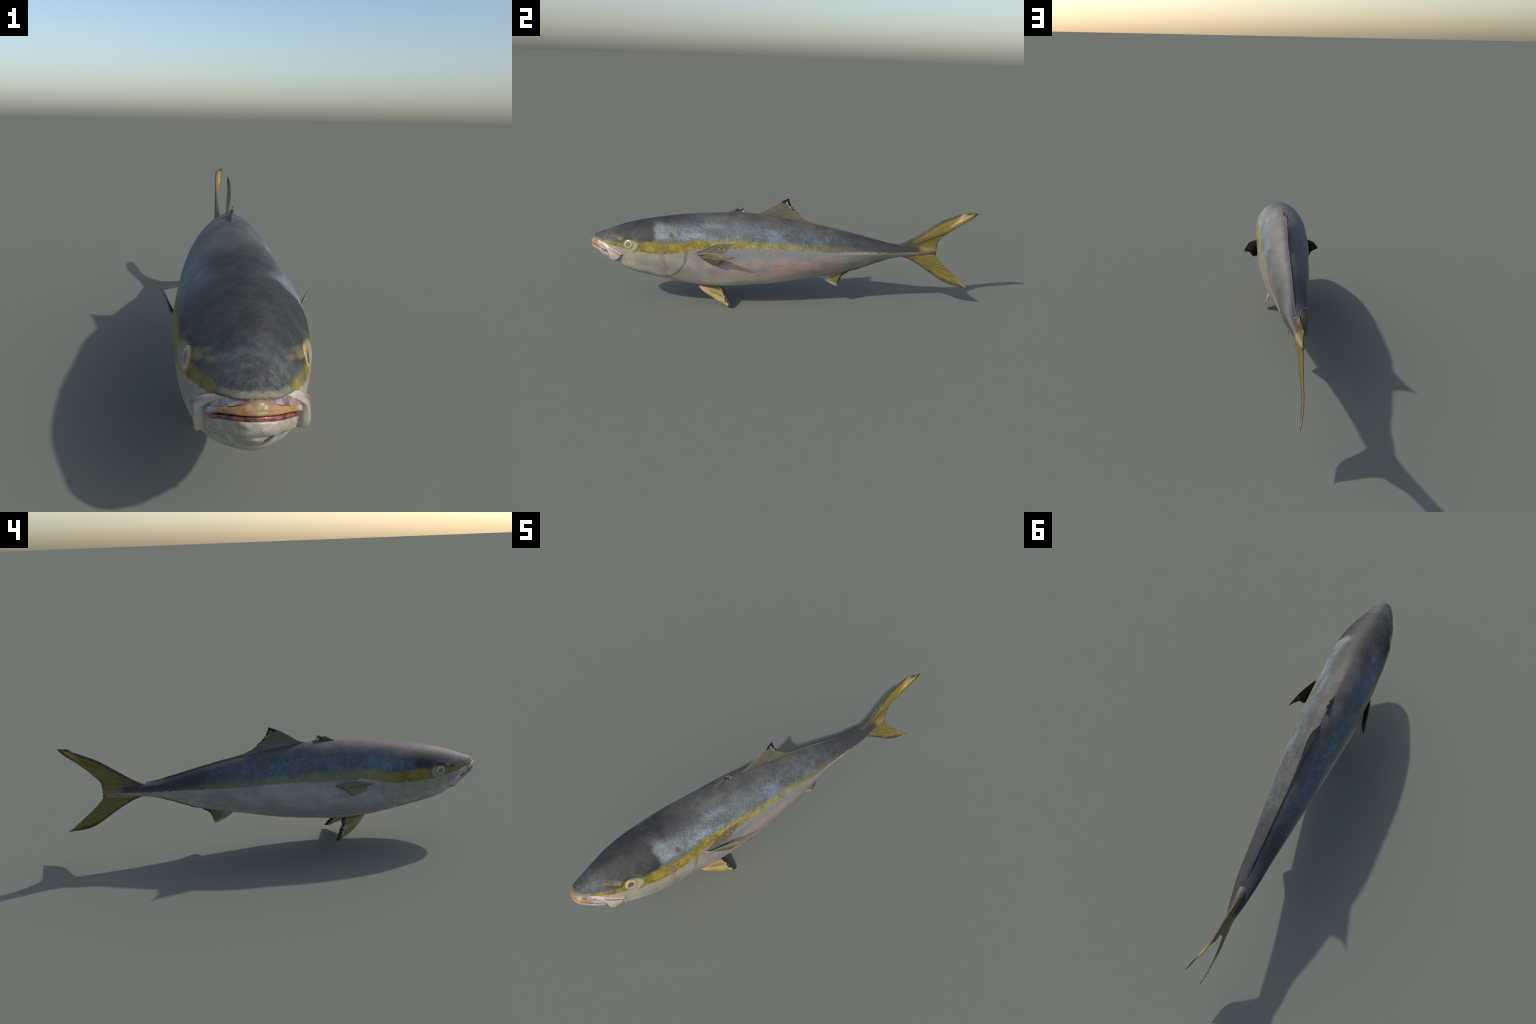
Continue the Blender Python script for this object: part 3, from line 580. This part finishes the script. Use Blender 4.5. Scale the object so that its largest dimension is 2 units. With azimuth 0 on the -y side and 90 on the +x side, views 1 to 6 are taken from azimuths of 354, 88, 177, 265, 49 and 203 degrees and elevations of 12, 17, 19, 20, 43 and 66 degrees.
PELV = dict(nu=90, nr=44, rag=0.006, thick=0.006, edge=0.0014, rays=12, ray_h=0.0008, rim=(0, 0, 0), lead_fall=0.6)
fin("pelvic_fin", [(0.031, -0.4430, 0.1085), (0.018, -0.415, 0.108)],
    [(0.0791, -0.2690, 0.0127), (0.064, -0.279, 0.036), (0.0516, -0.2898, 0.0552), (0.036, -0.297, 0.072), (0.0240, -0.3010, 0.0830), (0.018, -0.330, 0.098)],
    [M_PELV_R, M_RIM], TRUNK, lead=[(0.040, -0.4222, 0.0842), (0.048, -0.3964, 0.0671), (0.059, -0.3517, 0.0416), (0.068, -0.3192, 0.0268), (0.075, -0.288, 0.0110)], **PELV)
M_PELV_L = pelvic_material("pelvic_fin_skin_left", (-0.446, 0.114), (-0.292, 0.000), (-0.330, 0.100))
fin("pelvic_fin", [(-0.053, -0.4440, 0.1140), (-0.036, -0.415, 0.108)],
    [(-0.0900, -0.3020, 0.0000), (-0.0915, -0.2930, 0.0035), (-0.083, -0.3060, 0.030), (-0.074, -0.3130, 0.052), (-0.0600, -0.3310, 0.0745), (-0.055, -0.3270, 0.084), (-0.044, -0.3320, 0.097), (-0.036, -0.350, 0.104)],
    [M_PELV_L, M_RIM], TRUNK, lead=[(-0.062, -0.428, 0.095), (-0.075, -0.378, 0.043)], **PELV)

# ------------------------------------------------------------------ eyes
def eye_material():
    n = Nodes("eye"); lx, ly, lz = n.x, n.y, n.z      # local: z out of the head
    ang = n.m("ARCTAN2", ly, lx)
    r = n.m("SQRT", n.add(n.mul(lx, lx), n.mul(ly, ly)))
    rp = n.add(r, n.mul(n.m("SINE", n.add(n.mul(ang, 3.0), 0.6)), 0.0008))
    iris = n.mix(n.ss(n.noise(120, 3, 0.6), 0.35, 0.65), (0.33, 0.19, 0.035), (0.46, 0.32, 0.10))
    iris = n.mix(n.ss(r, 0.0175, 0.0145), iris, (0.52, 0.38, 0.20))
    iris = n.mix(n.ss(r, 0.0215, 0.0245), iris, (0.16, 0.13, 0.07))
    pupil = n.mix(n.ss(n.noise(60, 2, 0.5), 0.4, 0.65), (0.055, 0.075, 0.10), (0.115, 0.15, 0.185))
    return n.finish(n.mix(n.ss(rp, 0.0143, 0.0128), iris, pupil), 0.25, 0.5, coat=0.3)
M_EYE = eye_material()
def eye(sd):
    R, dome, nr_, na = 0.0240, 0.0036, 16, 48
    vs, fs = [(0, 0, dome)], []
    for i in range(1, nr_ + 1):
        q = i / nr_
        for j in range(na):
            t = 2 * math.pi * j / na
            vs.append((R * q * math.cos(t), R * q * math.sin(t) * 0.96, dome * math.sqrt(max(0, 1 - q**2.6)) - 0.003 * (q == 1)))
    for j in range(na):
        fs.append((0, 1 + j, 1 + (j + 1) % na))
        for i in range(nr_ - 1):
            p = 1 + i * na
            fs.append((p + j, p + na + j, p + na + (j + 1) % na, p + (j + 1) % na))
    ob = mesh_object("eye", vs, fs, M_EYE, HEAD)
    h = 0.015
    P = lambda y, z: Vector((flank_x(y, z, sd), y, z))
    ty, tz = P(EYE_Y + h, EYE_Z) - P(EYE_Y - h, EYE_Z), P(EYE_Y, EYE_Z + h) - P(EYE_Y, EYE_Z - h)
    nrm = ty.cross(tz) if sd > 0 else tz.cross(ty); nrm.normalize()
    ob.rotation_mode = "QUATERNION"; ob.rotation_quaternion = nrm.to_track_quat("Z", "Y")
    ob.location = P(EYE_Y, EYE_Z) - nrm * 0.0034
    return ob
eye(1); eye(-1)

# ------------------------------------------------------------------ mouth
CX = -0.0090
def both(path): 
    """path of (offset, y, z) from the jaw corner to the middle -> across to the other corner"""
    r = [(CX + o, y, z) for o, y, z in path]
    return r + [(CX - o, y, z) for o, y, z in path[::-1] if o > 1e-6]

def band(name, path, half_h, half_d, mats, parent, n=90, na=20):
    """tube swept along path; half_h, half_d are (at the ends, at the middle)"""
    p = resample(path, n); t = np.linspace(-1, 1, n); vs, fs = [], []
    tg = np.gradient(p, axis=0); tg /= np.linalg.norm(tg, axis=1, keepdims=True)
    up = np.array([0, 0.25, 1.0])
    for i in range(n):
        o = np.cross(tg[i], up); o /= np.linalg.norm(o); v = np.cross(o, tg[i])
        m = 1 - abs(t[i]) ** 1.6; end = math.sqrt(max(0.02, 1 - abs(t[i]) ** 14))
        a_, b_ = (half_h[0] + (half_h[1] - half_h[0]) * m) * end, (half_d[0] + (half_d[1] - half_d[0]) * m) * end
        for j in range(na):
            th = 2 * math.pi * j / na
            vs.append(p[i] + v * a_ * math.sin(th) + o * b_ * math.cos(th))
    for i in range(n - 1):
        for j in range(na):
            fs.append((i * na + j, i * na + (j + 1) % na, (i + 1) * na + (j + 1) % na, (i + 1) * na + j))
    fs += [tuple(range(na))[::-1], tuple((n - 1) * na + j for j in range(na))]
    return mesh_object(name, vs, fs, mats, parent)

def upper_jaw_material():
    n = Nodes("upper_jaw_skin"); off = n.m("ABSOLUTE", n.sub(n.x, CX))
    f = n.noise(60, 3, 0.6); g = n.noise(22, 3, 0.6)
    c = n.mix(n.ss(f, 0.35, 0.65), (0.27, 0.145, 0.045), (0.33, 0.20, 0.085))
    c = n.mix(n.mul(n.ss(n.add(off, n.mul(n.sub(g, 0.5), 0.03)), 0.028, 0.006), 0.75), c, n.mix(n.ss(f, 0.4, 0.6), (0.155, 0.125, 0.055), (0.225, 0.19, 0.10)))
    c = n.mix(n.ss(off, 0.056, 0.066), c, (0.36, 0.32, 0.28))
    low = n.curve(off, [(0, 0.3325), (0.022, 0.3305), (0.044, 0.3235), (0.060, 0.314), (0.071, 0.303), (0.08, 0.29)], 0.0, 0.08)
    c = n.mix(n.mul(n.ss(n.add(n.sub(n.z, low), n.mul(n.sub(f, 0.5), 0.006)), 0.0045, 0.001), 0.6), c, (0.27, 0.095, 0.06))
    return n.finish(c, 0.45, 0.4, f, 0.0012, 0.08)
M_UPJ = upper_jaw_material()
def lower_jaw_material():
    n = Nodes("lower_jaw_skin"); f = n.noise(45, 3, 0.6); off = n.m("ABSOLUTE", n.sub(n.x, CX)); g = n.noise(28, 4, 0.7)
    c = n.mix(n.ss(f, 0.35, 0.65), (0.30, 0.265, 0.215), (0.40, 0.375, 0.32))
    c = n.mix(n.mul(n.ss(g, 0.46, 0.62), n.ss(off, 0.045, 0.01)), c, (0.21, 0.165, 0.095))
    c = n.mix(n.mul(n.ss(n.noise(38, 3, 0.6), 0.56, 0.66), 0.5), c, (0.36, 0.21, 0.17))
    c = n.mix(n.ss(n.add(n.z, n.mul(off, 0.25)), 0.305, 0.298), c, (0.40, 0.385, 0.33))
    return n.finish(c, 0.36, 0.5, f, 0.0010, 0.15)
M_LOJ = lower_jaw_material()
M_GUM = plain("gum", (0.055, 0.018, 0.016), (0.27, 0.085, 0.07), 55, 0.35, 0.5, 0.15, 0.0015)
M_FOLD = plain("pink_fold", (0.13, 0.075, 0.085), (0.37, 0.27, 0.27), 38, 0.20, 0.6, 0.5, 0.0025)
def maxilla_material():
    n = Nodes("maxilla_skin"); f = n.noise(30, 3, 0.6); g = n.noise(90, 2, 0.6)
    c = n.mix(n.ss(f, 0.35, 0.65), (0.36, 0.325, 0.29), (0.46, 0.43, 0.385))
    red = n.line((-0.925, 0.336), (-0.829, 0.2835))      # red seam under the upper edge
    c = n.mix(n.mul(n.band(n.add(red, n.mul(n.sub(f, 0.5), 0.004)), -0.0085, -0.002, 0.0025), n.ss(n.y, -0.925, -0.88)), c, (0.33, 0.115, 0.085))
    c = n.mix(n.mul(n.ss(n.z, 0.262, 0.250), n.ss(n.y, -0.875, -0.865)), c, (0.22, 0.19, 0.155))
    return n.finish(c, 0.28, 0.7, g, 0.0005, 0.35)
M_MAX = maxilla_material()

band("gum", both([(0.069, -0.9150, 0.2960), (0.056, -0.9420, 0.3090), (0.040, -0.9660, 0.3175), (0.021, -0.9820, 0.3235), (0.0, -0.9875, 0.3265)]), (0.002, 0.0048), (0.003, 0.0055), M_GUM, HEAD)
def lip(name, upper, lower, mats, parent, bulge, thick, n=140, nv=18):
    """strip wrapped round the front of the head between two U-shaped edges, rolled forward in the middle"""
    U, L = resample(both(upper), n), resample(both(lower), n); v = np.linspace(0, 1, nv + 1)
    P = U[:, None] * (1 - v)[None, :, None] + L[:, None] * v[None, :, None]
    out = U * 0.5 + L * 0.5 - np.array([CX, -0.87, 0.0]); out[:, 2] = 0.012; out /= np.linalg.norm(out, axis=1, keepdims=True)
    roll = np.sqrt(np.maximum(0, 1 - np.abs(2 * v - 1) ** 2.4))
    tp = np.clip((1 - np.abs(np.linspace(-1, 1, n))) / 0.35, 0.12, 1) ** 0.7
    jit = np.array([[mnoise.noise(Vector((p[0] * 70, p[1] * 70, p[2] * 110))) for p in row] for row in P]) * 0.0011
    P = P + (jit * np.minimum(1, tp[:, None]))[..., None] * np.array([0, -0.5, 1.0])
    A = P + out[:, None] * (bulge * roll[None] * tp[:, None] + jit)[..., None]
    B = P - out[:, None] * (thick + 0.4 * thick * roll)[None, :, None]
    n1 = nv + 1; off = n * n1; fs = []
    for i in range(n - 1):
        for j in range(nv):
            q = (i * n1 + j, i * n1 + j + 1, (i + 1) * n1 + j + 1, (i + 1) * n1 + j)
            fs += [q, tuple(off + k for k in q[::-1])]
    loop = [i * n1 for i in range(n)] + [(n - 1) * n1 + j for j in range(1, nv + 1)] + [i * n1 + nv for i in range(n - 2, -1, -1)] + [j for j in range(nv - 1, 0, -1)]
    for k in range(len(loop)):
        p, q = loop[k], loop[(k + 1) % len(loop)]; fs.append((p, q, off + q, off + p))
    ob = mesh_object(name, np.concatenate([A.reshape(-1, 3), B.reshape(-1, 3)]), fs, mats, parent)
    import bmesh
    bm = bmesh.new(); bm.from_mesh(ob.data); bmesh.ops.recalc_face_normals(bm, faces=bm.faces); bm.to_mesh(ob.data); bm.free()
    return ob
lip("upper_jaw", [(0.0745, -0.9030, 0.3035), (0.0660, -0.9250, 0.3160), (0.0490, -0.9545, 0.3290), (0.0300, -0.9730, 0.3385), (0.0120, -0.9820, 0.3480), (0.0, -0.9830, 0.3515)],
    [(0.0770, -0.8930, 0.2920), (0.0710, -0.9200, 0.3030), (0.0600, -0.9420, 0.3140), (0.0440, -0.9670, 0.3235), (0.0220, -0.9890, 0.3305), (0.0, -0.9962, 0.3325)], M_UPJ, HEAD, 0.0032, 0.008)
lip("lower_jaw", [(0.0700, -0.8980, 0.2850), (0.0640, -0.9230, 0.2960), (0.0560, -0.9430, 0.3050), (0.0410, -0.9660, 0.3140), (0.0215, -0.9860, 0.3195), (0.0, -0.9925, 0.3215)],
    [(0.0660, -0.8980, 0.2660), (0.0600, -0.9220, 0.2760), (0.0520, -0.9420, 0.2850), (0.0380, -0.9640, 0.2930), (0.0200, -0.9810, 0.2960), (0.0, -0.9868, 0.2985)], M_LOJ, HEAD, 0.0024, 0.010)

def plate(name, upper, lower, mats, parent, bulge, thick, sd, nu=60, nv=24, flip=0.0):
    """domed plate between two edge curves of (offset, y, z); bulges away from the head"""
    U = resample([(CX + sd * o, y, z) for o, y, z in upper], nu + 1); L = resample([(CX + sd * o, y, z) for o, y, z in lower], nu + 1)
    v = np.linspace(0, 1, nv + 1); u = np.linspace(0, 1, nu + 1)
    P = U[:, None] * (1 - v)[None, :, None] + L[:, None] * v[None, :, None]
    out = np.array([sd * 0.9, -0.42, 0.05]); out /= np.linalg.norm(out)
    dome = np.sin(np.pi * v)[None] ** 0.7 * (np.sin(np.pi * np.clip(u, 0.0, 0.97)) ** 0.6)[:, None]
    A = P + out * (bulge * dome)[..., None] + out * 0.001; B = P - out * thick
    n1 = nv + 1; off = (nu + 1) * n1; fs = []
    for i in range(nu):
        for j in range(nv):
            q = (i * n1 + j, i * n1 + j + 1, (i + 1) * n1 + j + 1, (i + 1) * n1 + j)
            fs += [q, tuple(off + k for k in q[::-1])]
    loop = [i * n1 for i in range(nu + 1)] + [nu * n1 + j for j in range(1, nv + 1)] + [i * n1 + nv for i in range(nu - 1, -1, -1)] + [j for j in range(nv - 1, 0, -1)]
    for k in range(len(loop)):
        p, q = loop[k], loop[(k + 1) % len(loop)]; fs.append((p, q, off + q, off + p))
    ob = mesh_object(name, np.concatenate([A.reshape(-1, 3), B.reshape(-1, 3)]), fs, mats, parent)
    import bmesh
    bm = bmesh.new(); bm.from_mesh(ob.data); bmesh.ops.remove_doubles(bm, verts=bm.verts, dist=1e-6); bmesh.ops.recalc_face_normals(bm, faces=bm.faces); bm.to_mesh(ob.data); bm.free()
    return ob
for sd in (1, -1):
    plate("mouth_fold", [(0.010, -0.9800, 0.3510), (0.034, -0.9610, 0.3470), (0.0535, -0.9280, 0.3370), (0.075, -0.9000, 0.3120)],
          [(0.010, -0.9830, 0.3480), (0.030, -0.9750, 0.3400), (0.048, -0.9540, 0.3285), (0.075, -0.9040, 0.3030)], M_FOLD, HEAD, 0.0006, 0.012, sd)
    plate("maxilla", [(0.040, -0.9500, 0.3440), (0.0555, -0.9240, 0.3385), (0.080, -0.8850, 0.3180), (0.0990, -0.8260, 0.2850)],
          [(0.042, -0.9490, 0.3415), (0.066, -0.9200, 0.3200), (0.083, -0.8980, 0.2980), (0.0900, -0.8870, 0.2680), (0.0880, -0.8720, 0.2500), (0.0880, -0.8580, 0.2445)], M_MAX, HEAD, 0.0030, 0.020, sd)
